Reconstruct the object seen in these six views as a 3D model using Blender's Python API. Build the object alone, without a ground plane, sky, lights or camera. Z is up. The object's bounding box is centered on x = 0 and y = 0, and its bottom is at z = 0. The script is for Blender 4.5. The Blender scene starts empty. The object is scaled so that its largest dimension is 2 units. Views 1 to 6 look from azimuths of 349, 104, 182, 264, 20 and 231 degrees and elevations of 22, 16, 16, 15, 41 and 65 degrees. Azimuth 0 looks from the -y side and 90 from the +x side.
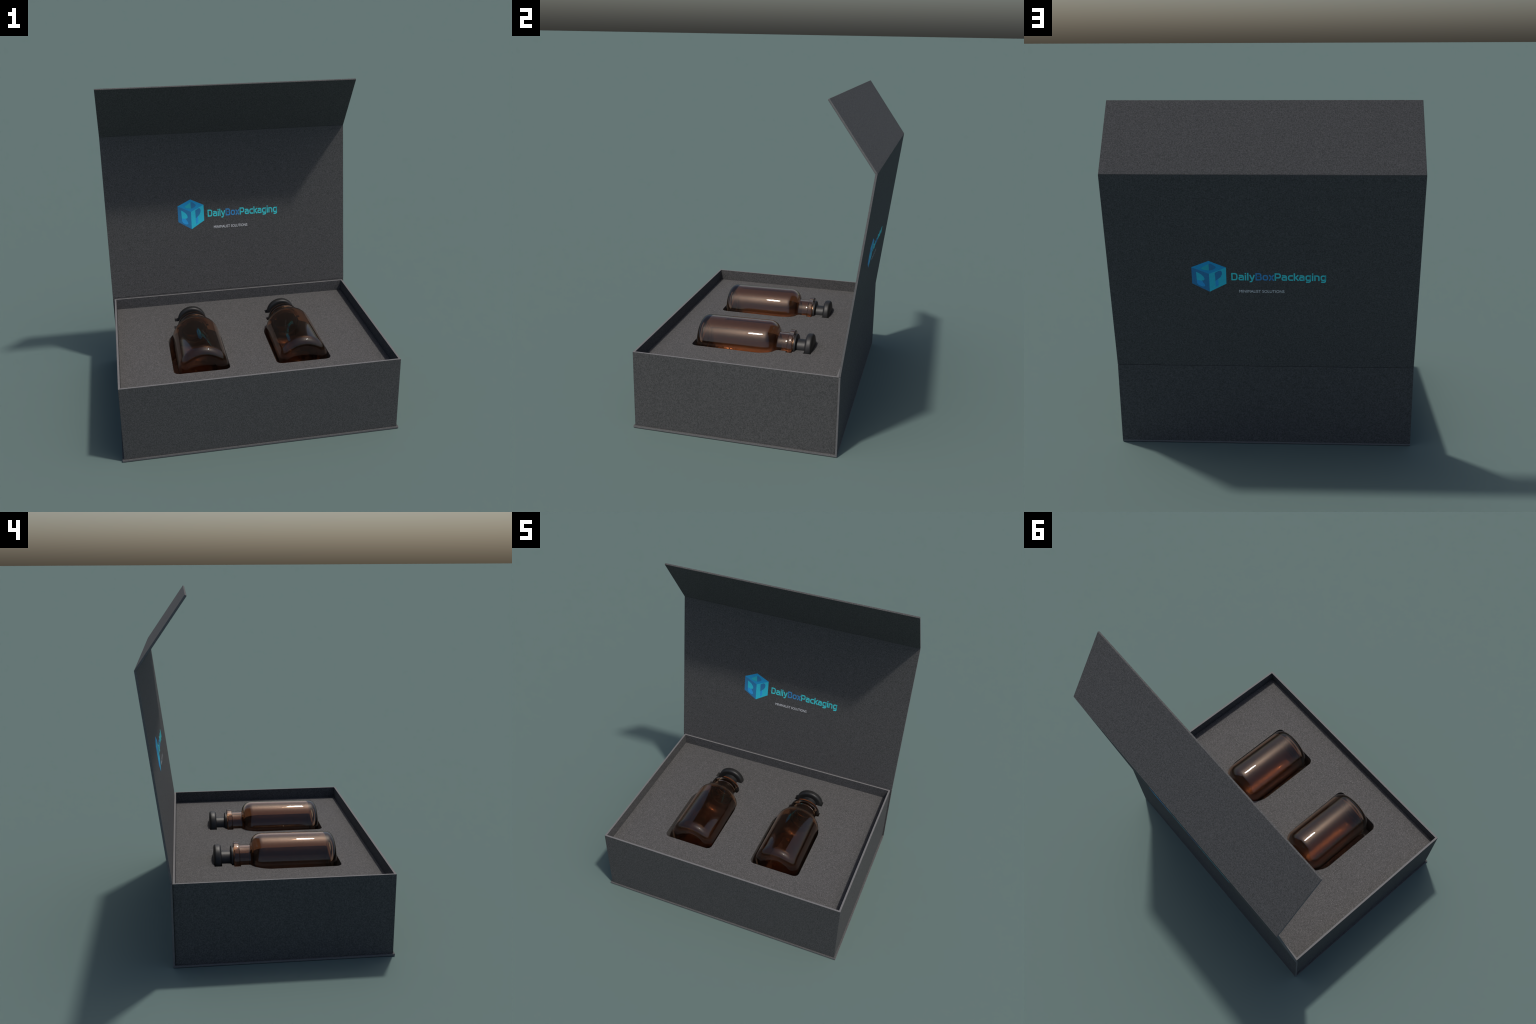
"""Open magnetic-flap gift box with a foam insert holding two amber stoppered bottles."""
import bpy, bmesh, math
from mathutils import Vector, Matrix

# ------------------------------------------------------------------ sizes (metres)
HALF_W = 0.8562           # half width of the cover boards
BOARD = 0.0114            # board thickness
TRAY_X = 0.8455            # tray outer half width
TRAY_Y0, TRAY_Y1 = -0.6835, 0.5415
TRAY_TOP = 0.4925
WALL = 0.0122             # tray wall thickness
FOAM_TOP = 0.4150
COVER_FRONT = -0.6915
SPINE_Y = 0.5545
HINGE_Z = 0.4985
CREASE = (0.6915, 1.6375)  # outer fold between lid and flap  (y, z)
TIP = (0.4318, 2.0006)     # outer edge of the flap           (y, z)
BOTTLE_X = (0.310, -0.3225)
POCKET_X = (0.305, -0.336)
AXIS_Z = 0.4025

# ------------------------------------------------------------------ helpers
def new_mesh(name, verts, faces, mat=None, parent=None, smooth=False):
    me = bpy.data.meshes.new(name)
    me.from_pydata([tuple(v) for v in verts], [], faces)
    me.validate()
    bm = bmesh.new(); bm.from_mesh(me)
    bmesh.ops.recalc_face_normals(bm, faces=bm.faces)
    bm.to_mesh(me); bm.free()
    ob = bpy.data.objects.new(name, me)
    bpy.context.scene.collection.objects.link(ob)
    if mat: me.materials.append(mat)
    if parent: ob.parent = parent
    for p in me.polygons: p.use_smooth = smooth
    return ob

def empty(name):
    ob = bpy.data.objects.new(name, None)
    ob.empty_display_size = 0.1
    bpy.context.scene.collection.objects.link(ob)
    return ob

def apply_mods(ob):
    dg = bpy.context.evaluated_depsgraph_get()
    me = bpy.data.meshes.new_from_object(ob.evaluated_get(dg))
    old = ob.data
    ob.modifiers.clear(); ob.data = me
    me.name = ob.name
    bpy.data.meshes.remove(old)

def round_edges(ob, width, segments=2):
    m = ob.modifiers.new("bevel", 'BEVEL')
    m.width = width; m.segments = segments; m.limit_method = 'ANGLE'
    m.angle_limit = math.radians(25)
    m.harden_normals = True
    m.material = -1
    for p in ob.data.polygons: p.use_smooth = True
    apply_mods(ob)

def prism_x(name, profile, x0, x1, mat, parent):
    """profile: closed list of (y, z); extruded along x."""
    n = len(profile)
    v = [(x0, y, z) for y, z in profile] + [(x1, y, z) for y, z in profile]
    f = [tuple(range(n)), tuple(range(2*n-1, n-1, -1))]
    f += [(i, (i+1) % n, n+(i+1) % n, n+i) for i in range(n)]
    return new_mesh(name, v, f, mat, parent)

def box(name, x0, x1, y0, y1, z0, z1, mat, parent):
    return prism_x(name, [(y0, z0), (y1, z0), (y1, z1), (y0, z1)], x0, x1, mat, parent)

# ------------------------------------------------------------------ materials
def nodes(name):
    m = bpy.data.materials.new(name); m.use_nodes = True
    nt = m.node_tree
    return m, nt, nt.nodes["Principled BSDF"]

def grained(name, dark, light, scale, rough, bump, spec=0.5, fine=None, bump_scale=None):
    """Matt board / foam: two tone grain with a fine bump."""
    m, nt, bs = nodes(name)
    tc = nt.nodes.new("ShaderNodeTexCoord")
    nz = nt.nodes.new("ShaderNodeTexNoise")
    nz.inputs["Scale"].default_value = scale
    nz.inputs["Detail"].default_value = 2.0
    nz.inputs["Roughness"].default_value = 0.65
    rp = nt.nodes.new("ShaderNodeValToRGB")
    rp.color_ramp.elements[0].position = 0.34; rp.color_ramp.elements[0].color = (*dark, 1)
    rp.color_ramp.elements[1].position = 0.68; rp.color_ramp.elements[1].color = (*light, 1)
    nt.links.new(tc.outputs["Object"], nz.inputs["Vector"])
    nt.links.new(nz.outputs["Fac"], rp.inputs["Fac"])
    col = rp.outputs["Color"]
    if fine:
        n2 = nt.nodes.new("ShaderNodeTexNoise")
        n2.inputs["Scale"].default_value = fine[0]; n2.inputs["Detail"].default_value = 1.0
        nt.links.new(tc.outputs["Object"], n2.inputs["Vector"])
        r2 = nt.nodes.new("ShaderNodeValToRGB")
        r2.color_ramp.elements[0].position = 0.62; r2.color_ramp.elements[0].color = (0, 0, 0, 1)
        r2.color_ramp.elements[1].position = 0.74; r2.color_ramp.elements[1].color = (1, 1, 1, 1)
        nt.links.new(n2.outputs["Fac"], r2.inputs["Fac"])
        mx = nt.nodes.new("ShaderNodeMix"); mx.data_type = 'RGBA'
        mx.inputs["B"].default_value = (*fine[1], 1)
        nt.links.new(r2.outputs["Color"], mx.inputs["Factor"])
        nt.links.new(col, mx.inputs["A"])
        col = mx.outputs["Result"]
    nt.links.new(col, bs.inputs["Base Color"])
    bs.inputs["Roughness"].default_value = rough
    bs.inputs["Specular IOR Level"].default_value = spec
    b = nt.nodes.new("ShaderNodeBump")
    b.inputs["Strength"].default_value = bump; b.inputs["Distance"].default_value = 0.002
    nb = nt.nodes.new("ShaderNodeTexNoise")
    nb.inputs["Scale"].default_value = bump_scale or scale; nb.inputs["Detail"].default_value = 2.0
    nt.links.new(tc.outputs["Object"], nb.inputs["Vector"])
    nt.links.new(nb.outputs["Fac"], b.inputs["Height"])
    nt.links.new(b.outputs["Normal"], bs.inputs["Normal"])
    return m

def plain(name, color, rough=0.5, grain=0.12, spec=0.5):
    c = [max(0.0, k * (1 - grain)) for k in color]
    d = [k * (1 + grain) for k in color]
    return grained(name, c, d, 160, rough, 0.0, spec)

BOARD_MAT = grained("black_paper_board", (0.058, 0.058, 0.059), (0.114, 0.113, 0.113), 165, 0.80, 0.30, 0.12)
EDGE_MAT = grained("board_pale_edge", (0.140, 0.138, 0.141), (0.170, 0.168, 0.170), 150, 0.80, 0.15, 0.12)
FOAM_MAT = grained("charcoal_foam", (0.058, 0.057, 0.057), (0.104, 0.102, 0.102), 170, 0.85, 0.45, 0.15,
                   fine=(240, (0.17, 0.165, 0.165)))
RUBBER_MAT = grained("black_rubber", (0.012, 0.012, 0.012), (0.016, 0.016, 0.016), 120, 0.48, 0.03, 0.4)

def amber_glass():
    m, nt, bs = nodes("amber_glass")
    bs.inputs["Base Color"].default_value = (0.75, 0.47, 0.30, 1)
    bs.inputs["Roughness"].default_value = 0.0
    bs.inputs["IOR"].default_value = 1.5
    bs.inputs["Transmission Weight"].default_value = 0.995
    return m
GLASS_MAT = amber_glass()

PRINT = {k: plain("printed_" + k, c, 0.6, 0.06, 0.2) for k, c in {
    "deep_blue": (0.040, 0.230, 0.480), "sky_blue": (0.026, 0.370, 0.720),
    "turquoise": (0.040, 0.590, 0.780), "bright_blue": (0.040, 0.400, 0.860),
    "teal": (0.034, 0.500, 0.620), "cyan_letters": (0.070, 0.740, 0.800),
    "blue_letters": (0.060, 0.310, 0.660), "grey_letters": (0.80, 0.81, 0.84)}.items()}

def pale_edges(ob, width=BOARD, tip=True):
    """narrow faces (about one board thickness wide) get the paler edge colour."""
    ob.data.materials.append(EDGE_MAT)
    for p in ob.data.polygons:
        vs = [ob.data.vertices[i].co for i in p.vertices]
        es = sorted((vs[i]-vs[i-1]).length for i in range(len(vs)))
        if not tip and abs(p.normal.x) < 0.5: continue
        if len(vs) == 4 and es[1] < width*1.6:
            p.material_index = 1

# ------------------------------------------------------------------ gift box
gift_box = empty("gift_box")
gift_box["label"] = "open black rigid gift box with folded flap lid and foam insert"
gift_box["category"] = "gift box"

def offset_profile(path, t):
    """outer polyline (y, z) -> inner polyline offset by t to the left of travel, mitred."""
    out = []
    for i, p in enumerate(path):
        p = Vector(p)
        ns = []
        if i > 0:
            d = (p - Vector(path[i-1])).normalized(); ns.append(Vector((-d.y, d.x)))
        if i < len(path)-1:
            d = (Vector(path[i+1]) - p).normalized(); ns.append(Vector((-d.y, d.x)))
        if len(ns) == 1: out.append(p + ns[0]*t)
        else:
            b = (ns[0] + ns[1]).normalized(); out.append(p + b*(t / b.dot(ns[0])))
    return out

# base board and spine board of the cover
ob = box("base_board", -HALF_W, HALF_W, COVER_FRONT, SPINE_Y, 0.0, BOARD, BOARD_MAT, gift_box)
pale_edges(ob); round_edges(ob, 0.0012)
ob = box("spine_board", -HALF_W, HALF_W, SPINE_Y-BOARD, SPINE_Y, BOARD+0.0003, HINGE_Z-0.0013, BOARD_MAT, gift_box)
pale_edges(ob); round_edges(ob, 0.0010)

# lid board and closing flap share a mitred fold
lid_path = [(SPINE_Y, HINGE_Z+0.0013), CREASE, TIP]
inner = offset_profile(lid_path, BOARD)
a, b, c = [Vector(p) for p in lid_path]
ai, bi, ci = inner
gap = 0.0002
du = (b-a).normalized()*gap; dv = (c-b).normalized()*gap
lid = prism_x("lid_board", [a, b-du, bi-du, ai], -HALF_W, HALF_W, BOARD_MAT, gift_box)
pale_edges(lid); round_edges(lid, 0.0008)
flap = prism_x("closing_flap", [b+dv, c, ci, bi+dv], -HALF_W, HALF_W, BOARD_MAT, gift_box)
pale_edges(flap, tip=False); round_edges(flap, 0.0022)

# thin black strip set inside the hinge gap, closing it to view
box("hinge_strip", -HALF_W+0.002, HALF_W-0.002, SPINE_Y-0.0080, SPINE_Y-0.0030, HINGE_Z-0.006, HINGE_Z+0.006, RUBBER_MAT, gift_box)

# tray: one rim frame with floor
def tray():
    x, y0, y1, t = TRAY_X, TRAY_Y0, TRAY_Y1, WALL
    z0, zf, z1 = BOARD+0.0006, BOARD+0.016, TRAY_TOP
    ring = lambda k, z: [(-x+k, y0+k, z), (x-k, y0+k, z), (x-k, y1-k, z), (-x+k, y1-k, z)]
    v = ring(0, z0) + ring(0, z1) + ring(t, z1) + ring(t, zf)
    f = [(3, 2, 1, 0), (12, 13, 14, 15)]
    for s in (0, 4, 8):
        f += [(s+i, s+(i+1) % 4, s+4+(i+1) % 4, s+4+i) for i in range(4)]
    ob = new_mesh("tray", v, f, BOARD_MAT, gift_box)
    pale_edges(ob); round_edges(ob, 0.0010)
tray()

# foam insert with two bottle shaped pockets
def pocket_half():
    """right half outline of a pocket (half width, y) from the front to the back."""
    r = 0.034
    pts = []
    for i in range(9):
        a = math.radians(-90 + 90*i/8)
        pts.append((0.174 - r + r*math.cos(a), -0.4535 + r + r*math.sin(a)))
    pts += [(0.174, -0.035), (0.171, -0.012), (0.164, 0.012), (0.151, 0.036), (0.132, 0.060), (0.112, 0.077)]
    pts += [(0.099, 0.085), (0.098, 0.1440), (0.118, 0.1442), (0.118, 0.1835), (0.098, 0.1837),
            (0.095, 0.196), (0.066, 0.2000), (0.064, 0.2545), (0.106, 0.2547), (0.106, 0.3010)]
    return pts

def foam():
    ob = box("foam_insert", -TRAY_X+WALL+0.0004, TRAY_X-WALL-0.0004, TRAY_Y0+WALL+0.0004, TRAY_Y1-WALL-0.0004,
             BOARD+0.018, FOAM_TOP, FOAM_MAT, gift_box)
    half = pocket_half()
    for cx in POCKET_X:
        loop = [(cx + x, y) for x, y in half] + [(cx - x, y) for x, y in reversed(half)]
        n = len(loop)
        v = [(x, y, 0.232) for x, y in loop] + [(x, y, FOAM_TOP+0.05) for x, y in loop]
        f = [tuple(reversed(range(n))), tuple(range(n, 2*n))]
        f += [(i, (i+1) % n, n+(i+1) % n, n+i) for i in range(n)]
        cut = new_mesh("pocket_cutter", v, f)
        m = ob.modifiers.new("pocket", 'BOOLEAN')
        m.object = cut; m.operation = 'DIFFERENCE'; m.solver = 'EXACT'
        bpy.context.view_layer.update()
        apply_mods(ob)
        bpy.data.objects.remove(cut, do_unlink=True)
    round_edges(ob, 0.0012)
foam()

# ------------------------------------------------------------------ printed mark
U_LID = Vector((0, CREASE[0]-SPINE_Y, CREASE[1]-HINGE_Z)).normalized()
N_OUT = Vector((0, U_LID.z, -U_LID.y))
BASE_PT = Vector((0, SPINE_Y, HINGE_Z))
LIFT = 0.0006

def place_outside(X, Y, h):      # X right as read from behind
    return BASE_PT + Vector((-X, 0, 0)) + U_LID*(Y - 0.0117) + N_OUT*(h)
def place_inside(X, Y, h):       # same artwork, slightly narrower and taller
    return BASE_PT + Vector((0.9686*X + 0.0236, 0, 0)) + U_LID*(1.1605*Y - 0.0889 - 0.0117) - N_OUT*(BOARD + h)

def print_polys(name, polys, mat, place, parent, lift=LIFT):
    """flat print: each polygon becomes a very low slab lying on the board."""
    v, f = [], []
    for poly in polys:
        s = len(v); n = len(poly)
        v += [place(x, y, -0.0004) for x, y in poly] + [place(x, y, lift) for x, y in poly]
        f.append(tuple(range(s+n, s+2*n)))
        f += [(s+i, s+(i+1) % n, s+n+(i+1) % n, s+n+i) for i in range(n)]
    return new_mesh(name, v, f, mat, parent)

def ribbon(path, w, closed=False):
    """stroke of width w along path -> list of quads (polygons)."""
    P = [Vector(p) for p in path]; n = len(P); L, R = [], []
    for i in range(n):
        ds = []
        if closed or i > 0: ds.append((P[i]-P[i-1]).normalized())
        if closed or i < n-1: ds.append((P[(i+1) % n]-P[i]).normalized())
        ns = [Vector((-d.y, d.x)) for d in ds]
        if len(ns) == 1: off = ns[0]*w/2
        else:
            b = (ns[0]+ns[1]).normalized(); off = b*(w/2/max(0.4, b.dot(ns[0])))
        L.append(P[i]+off); R.append(P[i]-off)
    q = []
    for i in range(n if closed else n-1):
        j = (i+1) % n
        q.append([R[i], R[j], L[j], L[i]])
    return q

def rounded(points, r, closed=False, steps=3):
    """polyline with its inner corners rounded by radius r."""
    P = [Vector(p) for p in points]; n = len(P); out = []
    for i in range(n):
        if not closed and i in (0, n-1):
            out.append(P[i]); continue
        a, b, c = P[i-1], P[i], P[(i+1) % n]
        rr = r[i] if isinstance(r, (list, tuple)) else r
        if rr <= 0:
            out.append(b); continue
        k = min(rr, (a-b).length*0.49, (c-b).length*0.49)
        p0 = b + (a-b).normalized()*k; p1 = b + (c-b).normalized()*k
        for s in range(steps+1):
            t = s/steps
            out.append(p0*(1-t)**2 + b*2*t*(1-t) + p1*t*t)
    return out

# square-shouldered alphabet: cap height 1, x-height 0.76, stroke w; returns strokes, advance
W = 0.175
XH = 0.76
def glyph(ch):
    h = W/2
    o = lambda x0, x1, y0, y1, r=0.2: (rounded([(x0, y0), (x1, y0), (x1, y1), (x0, y1)], r, True), True)
    if ch == 'D': return [(rounded([(h, h), (.80-h, h), (.80-h, 1-h), (h, 1-h)], [0, .27, .27, 0], True), True)], .92
    if ch == 'a':
        w = .70
        return [(rounded([(.06, XH-h), (w-h, XH-h), (w-h, 0)], .2), False),
                (rounded([(w-h, .44), (h, .44), (h, h), (w-h, h)], .15), False)], .82
    if ch == 'i': return [([(h, 0), (h, XH)], False), ([(h, .86), (h, 1.02)], False)], .30
    if ch == 'l': return [([(h, 0), (h, 1.02)], False)], .28
    if ch == 'y': return [([(.07, XH), (.36, .06)], False), (rounded([(.64, XH), (.30, -.16), (.04, -.16)], .1), False)], .70
    if ch == 'B': return [(rounded([(h, h), (.80-h, h), (.80-h, .52), (h, .52)], [0, .18, .14, 0], True), True),
                          (rounded([(h, .52), (.76-h, .52), (.76-h, 1-h), (h, 1-h)], [0, .14, .18, 0], True), True)], .91
    if ch == 'o': return [o(h, .70-h, h, XH-h)], .79
    if ch == 'x': return [([(.06, 0), (.62, XH)], False), ([(.06, XH), (.62, 0)], False)], .73
    if ch == 'P': return [([(h, 0), (h, 1)], False),
                          (rounded([(h, 1-h), (.80-h, 1-h), (.80-h, .38), (h, .38)], .22), False)], .88
    if ch == 'c': return [(rounded([(.64, XH-h), (h, XH-h), (h, h), (.64, h)], .22), False)], .73
    if ch == 'k': return [([(h, 0), (h, 1.02)], False), ([(.60, XH), (.16, .36)], False), ([(.24, .42), (.62, 0)], False)], .69
    if ch == 'g':
        w = .70
        return [o(h, w-h, h, XH-h),
                (rounded([(w-h, XH), (w-h, -.17), (.08, -.17)], .2), False)], .82
    if ch == 'n': return [([(h, 0), (h, XH)], False), (rounded([(h, XH-h), (.68-h, XH-h), (.68-h, 0)], .22), False)], .81

def word(text, x0, x1, y0, cap, extra=0.0):
    adv = 0; items = []
    for ch in text:
        st, a = glyph(ch); items.append((adv, st)); adv += a
    adv -= (glyph(text[-1])[1] - {'y': .66, 'x': .66, 'g': .70}[text[-1]])
    sx = (x1-x0)/adv
    polys = []
    for off, strokes in items:
        for path, closed in strokes:
            pts = [(x0 + (off+p[0])*sx, y0 + p[1]*cap) for p in path]
            polys += ribbon(pts, W*cap*0.98, closed)
    return polys

def blend(p, q, t): return (p[0]*(1-t)+q[0]*t, p[1]*(1-t)+q[1]*t)
def on_face(o, ex, ey):          # (u, v) in a cube face spanned from corner o
    return lambda u, v: (o[0]+ex[0]*u+ey[0]*v, o[1]+ex[1]*u+ey[1]*v)

def arc(cx, cy, rx, ry, a0, a1, n=8):
    return [(cx+rx*math.cos(math.radians(a0+(a1-a0)*i/n)), cy+ry*math.sin(math.radians(a0+(a1-a0)*i/n))) for i in range(n+1)]

def artwork(place):
    top, cen, bot = (-.2973, .6716), (-.2973, .5945), (-.2970, .4860)
    ul, ur, ll, lr = (-.3930, .6334), (-.2025, .6330), (-.3926, .5361), (-.2029, .5359)
    lf = on_face(ll, (bot[0]-ll[0], bot[1]-ll[1]), (ul[0]-ll[0], ul[1]-ll[1]))
    rf = on_face(bot, (lr[0]-bot[0], lr[1]-bot[1]), (cen[0]-bot[0], cen[1]-bot[1]))
    faces = [("cube_emblem", [[ul, ll, bot, cen]], "deep_blue", LIFT),
             ("cube_emblem", [[cen, bot, lr, ur]], "turquoise", LIFT),
             ("cube_emblem", [[ul, cen, ur, top]], "sky_blue", LIFT)]
    # letter on the left face: upper bowl pale, lower bowl blue
    upper = [(.26, .86), (.34, .86)] + arc(.40, .66, .33, .20, 80, -62, 8) + [(.60, .47), (.28, .37)]
    upper = [lf(u, v) for u, v in upper]
    lower = [lf(u, v) for u, v in [(.28, .37), (.60, .47)] + arc(.44, .27, .31, .17, 50, -80, 8) + [(.36, .10), (.28, .18)]]
    # letter on the right face
    bowl = [rf(u, v) for u, v in [(.34, .90)] + arc(.54, .70, .22, .21, 100, -75, 8) + [(.50, .48), (.36, .44)]]
    stem = [rf(u, v) for u, v in [(.36, .44), (.50, .48), (.53, .40), (.53, .13), (.36, .10)]]
    # letter on the top face, split down the middle
    dl = [(-.2968, .6535), (-.3410, .6290), (-.3380, .6235), (-.3230, .6180), (-.2966, .6155)]
    dr = [(-.2968, .6535), (-.2966, .6155), (-.2800, .6180), (-.2650, .6260), (-.2591, .6330), (-.2610, .6385), (-.2700, .6450), (-.2830, .6530), (-.2900, .6550)]
    hi = LIFT + 0.0006
    faces += [("emblem_letter", [upper], "turquoise", hi), ("emblem_letter", [lower], "bright_blue", hi),
              ("emblem_letter", [bowl], "deep_blue", hi), ("emblem_letter", [stem], "bright_blue", hi),
              ("emblem_letter", [dl], "teal", hi), ("emblem_letter", [dr], "deep_blue", hi)]
    for nm, polys, m, h in faces:
        print_polys(nm, polys, PRINT[m], place, gift_box, h)
    cap, y0 = 0.0440, 0.5566
    for txt, x0, x1, m in (("Daily", -.1748, -.0475, "cyan_letters"), ("Box", -.0420, .0600, "blue_letters"),
                           ("Packaging", .0635, .3455, "cyan_letters")):
        print_polys("printed_word", word(txt, x0, x1, y0, cap), PRINT[m], place, gift_box)
    # small tagline in the built-in font
    cu = bpy.data.curves.new("tagline", 'FONT'); cu.body = "MINIMALIST SOLUTIONS"; cu.size = 1.0
    cu.resolution_u = 3; cu.offset = 0.0
    tmp = bpy.data.objects.new("tagline", cu); bpy.context.scene.collection.objects.link(tmp)
    bpy.context.view_layer.update()
    me = bpy.data.meshes.new_from_object(tmp.evaluated_get(bpy.context.evaluated_depsgraph_get()))
    bpy.data.objects.remove(tmp, do_unlink=True); bpy.data.curves.remove(cu)
    xs = [v.co.x for v in me.vertices]; ys = [v.co.y for v in me.vertices]
    X0, X1, Y0, Y1 = -.1335, .1170, .4822, .4990
    for v in me.vertices:
        x = X0 + (v.co.x-min(xs))/(max(xs)-min(xs))*(X1-X0)
        y = Y0 + (v.co.y-min(ys))/(max(ys)-min(ys))*(Y1-Y0)
        v.co = place(x, y, LIFT)
    me.materials.clear(); me.materials.append(PRINT["grey_letters"])
    ob = bpy.data.objects.new("printed_tagline", me); bpy.context.scene.collection.objects.link(ob)
    ob.parent = gift_box

artwork(place_outside)
artwork(place_inside)

# ------------------------------------------------------------------ bottles (lying along y)
SEG = 48
def lathe(name, profile, mat, parent, seg=SEG, sharp=35):
    """profile (radius, y) revolved round the y axis; radius 0 closes the end."""
    v, f, rows = [], [], []
    for r, y in profile:
        if r < 1e-6:
            rows.append([len(v)]); v.append((0, y, 0))
        else:
            s = len(v); rows.append(list(range(s, s+seg)))
            v += [(r*math.cos(2*math.pi*k/seg), y, r*math.sin(2*math.pi*k/seg)) for k in range(seg)]
    for A, B in zip(rows, rows[1:]):
        for k in range(seg):
            l = (k+1) % seg
            if len(A) == 1: f.append((A[0], B[k], B[l]))
            elif len(B) == 1: f.append((A[k], A[l], B[0]))
            else: f.append((A[k], A[l], B[l], B[k]))
    ob = new_mesh(name, v, f, mat, parent, smooth=True)
    ob.data.set_sharp_from_angle(angle=math.radians(sharp))
    return ob

def fillet(cr, cy, r, a0, a1, n):
    """arc in (radius, y): angle 0 points outward, 90 towards +y."""
    return [(cr + r*math.cos(math.radians(a0+(a1-a0)*i/n)), cy + r*math.sin(math.radians(a0+(a1-a0)*i/n))) for i in range(n+1)]

END = -0.4345
TILT = 0.0095             # the bottles rest slightly nose-up
# outer wall: slightly dished base, rounded heel, straight body, round shoulder, neck, rolled lip
GLASS_PROFILE = ([(0, END+0.012), (0.045, END+0.0105), (0.080, END+0.0055), (0.100, END+0.0010)] +
                 fillet(0.1085, END+0.048, 0.048, -90, 0, 7) +
                 fillet(0.0885, 0.010, 0.068, 0, 84, 8) +
                 [(0.0895, 0.0815), (0.0880, 0.088), (0.0880, 0.145)] +
                 [(0.0905, 0.1475), (0.1030, 0.1480), (0.1080, 0.1510), (0.1095, 0.157), (0.1095, 0.174),
                  (0.1080, 0.1795), (0.1030, 0.1825), (0.0, 0.1825)])
# inner wall of the hollow: thick base, thin sides
CAVITY_PROFILE = ([(0, END+0.030), (0.050, END+0.0290), (0.090, END+0.0260)] +
                  fillet(0.1065, END+0.066, 0.040, -90, 0, 6) +
                  fillet(0.0845, 0.006, 0.062, 0, 82, 8) +
                  [(0.0795, 0.0780), (0.0770, 0.088), (0.0770, 0.1790), (0, 0.1790)])
STOPPER_PROFILE = ([(0, 0.1832), (0.084, 0.1832)] + fillet(0.084, 0.1865, 0.0030, -90, 0, 2) +
                   fillet(0.082, 0.1930, 0.0050, 0, 90, 3) + [(0.059, 0.1985), (0.0565, 0.2010), (0.0565, 0.2540), (0.059, 0.2565)] +
                   fillet(0.082, 0.2710, 0.0150, -90, 0, 6) + fillet(0.084, 0.2870, 0.0130, 0, 80, 5) +
                   [(0.055, 0.3020), (0.0, 0.3035)])

def glass_shell(parent):
    """outer wall and inward-facing inner wall joined into one hollow glass body."""
    outer = lathe("glass_body", GLASS_PROFILE, GLASS_MAT, parent)
    inner = lathe("inner_wall", CAVITY_PROFILE, GLASS_MAT, parent)
    bm = bmesh.new(); bm.from_mesh(inner.data)
    bmesh.ops.reverse_faces(bm, faces=bm.faces)
    tmp = bpy.data.meshes.new("tmp"); bm.to_mesh(tmp); bm.free()
    bm = bmesh.new(); bm.from_mesh(outer.data); bm.from_mesh(tmp)
    bm.to_mesh(outer.data); bm.free()
    bpy.data.meshes.remove(tmp); bpy.data.objects.remove(inner, do_unlink=True)
    for p in outer.data.polygons: p.use_smooth = True
    return outer

def bottle(x):
    b = empty("bottle")
    b["label"] = "small amber glass bottle with black mushroom stopper, lying down"
    b["category"] = "bottle"
    b.rotation_euler = (TILT, 0, 0)
    b.location = (x, 0, AXIS_Z + 0.2*TILT)   # origin on the bottle axis
    glass_shell(b)
    lathe("stopper", STOPPER_PROFILE, RUBBER_MAT, b)
for x in BOTTLE_X:
    bottle(x)
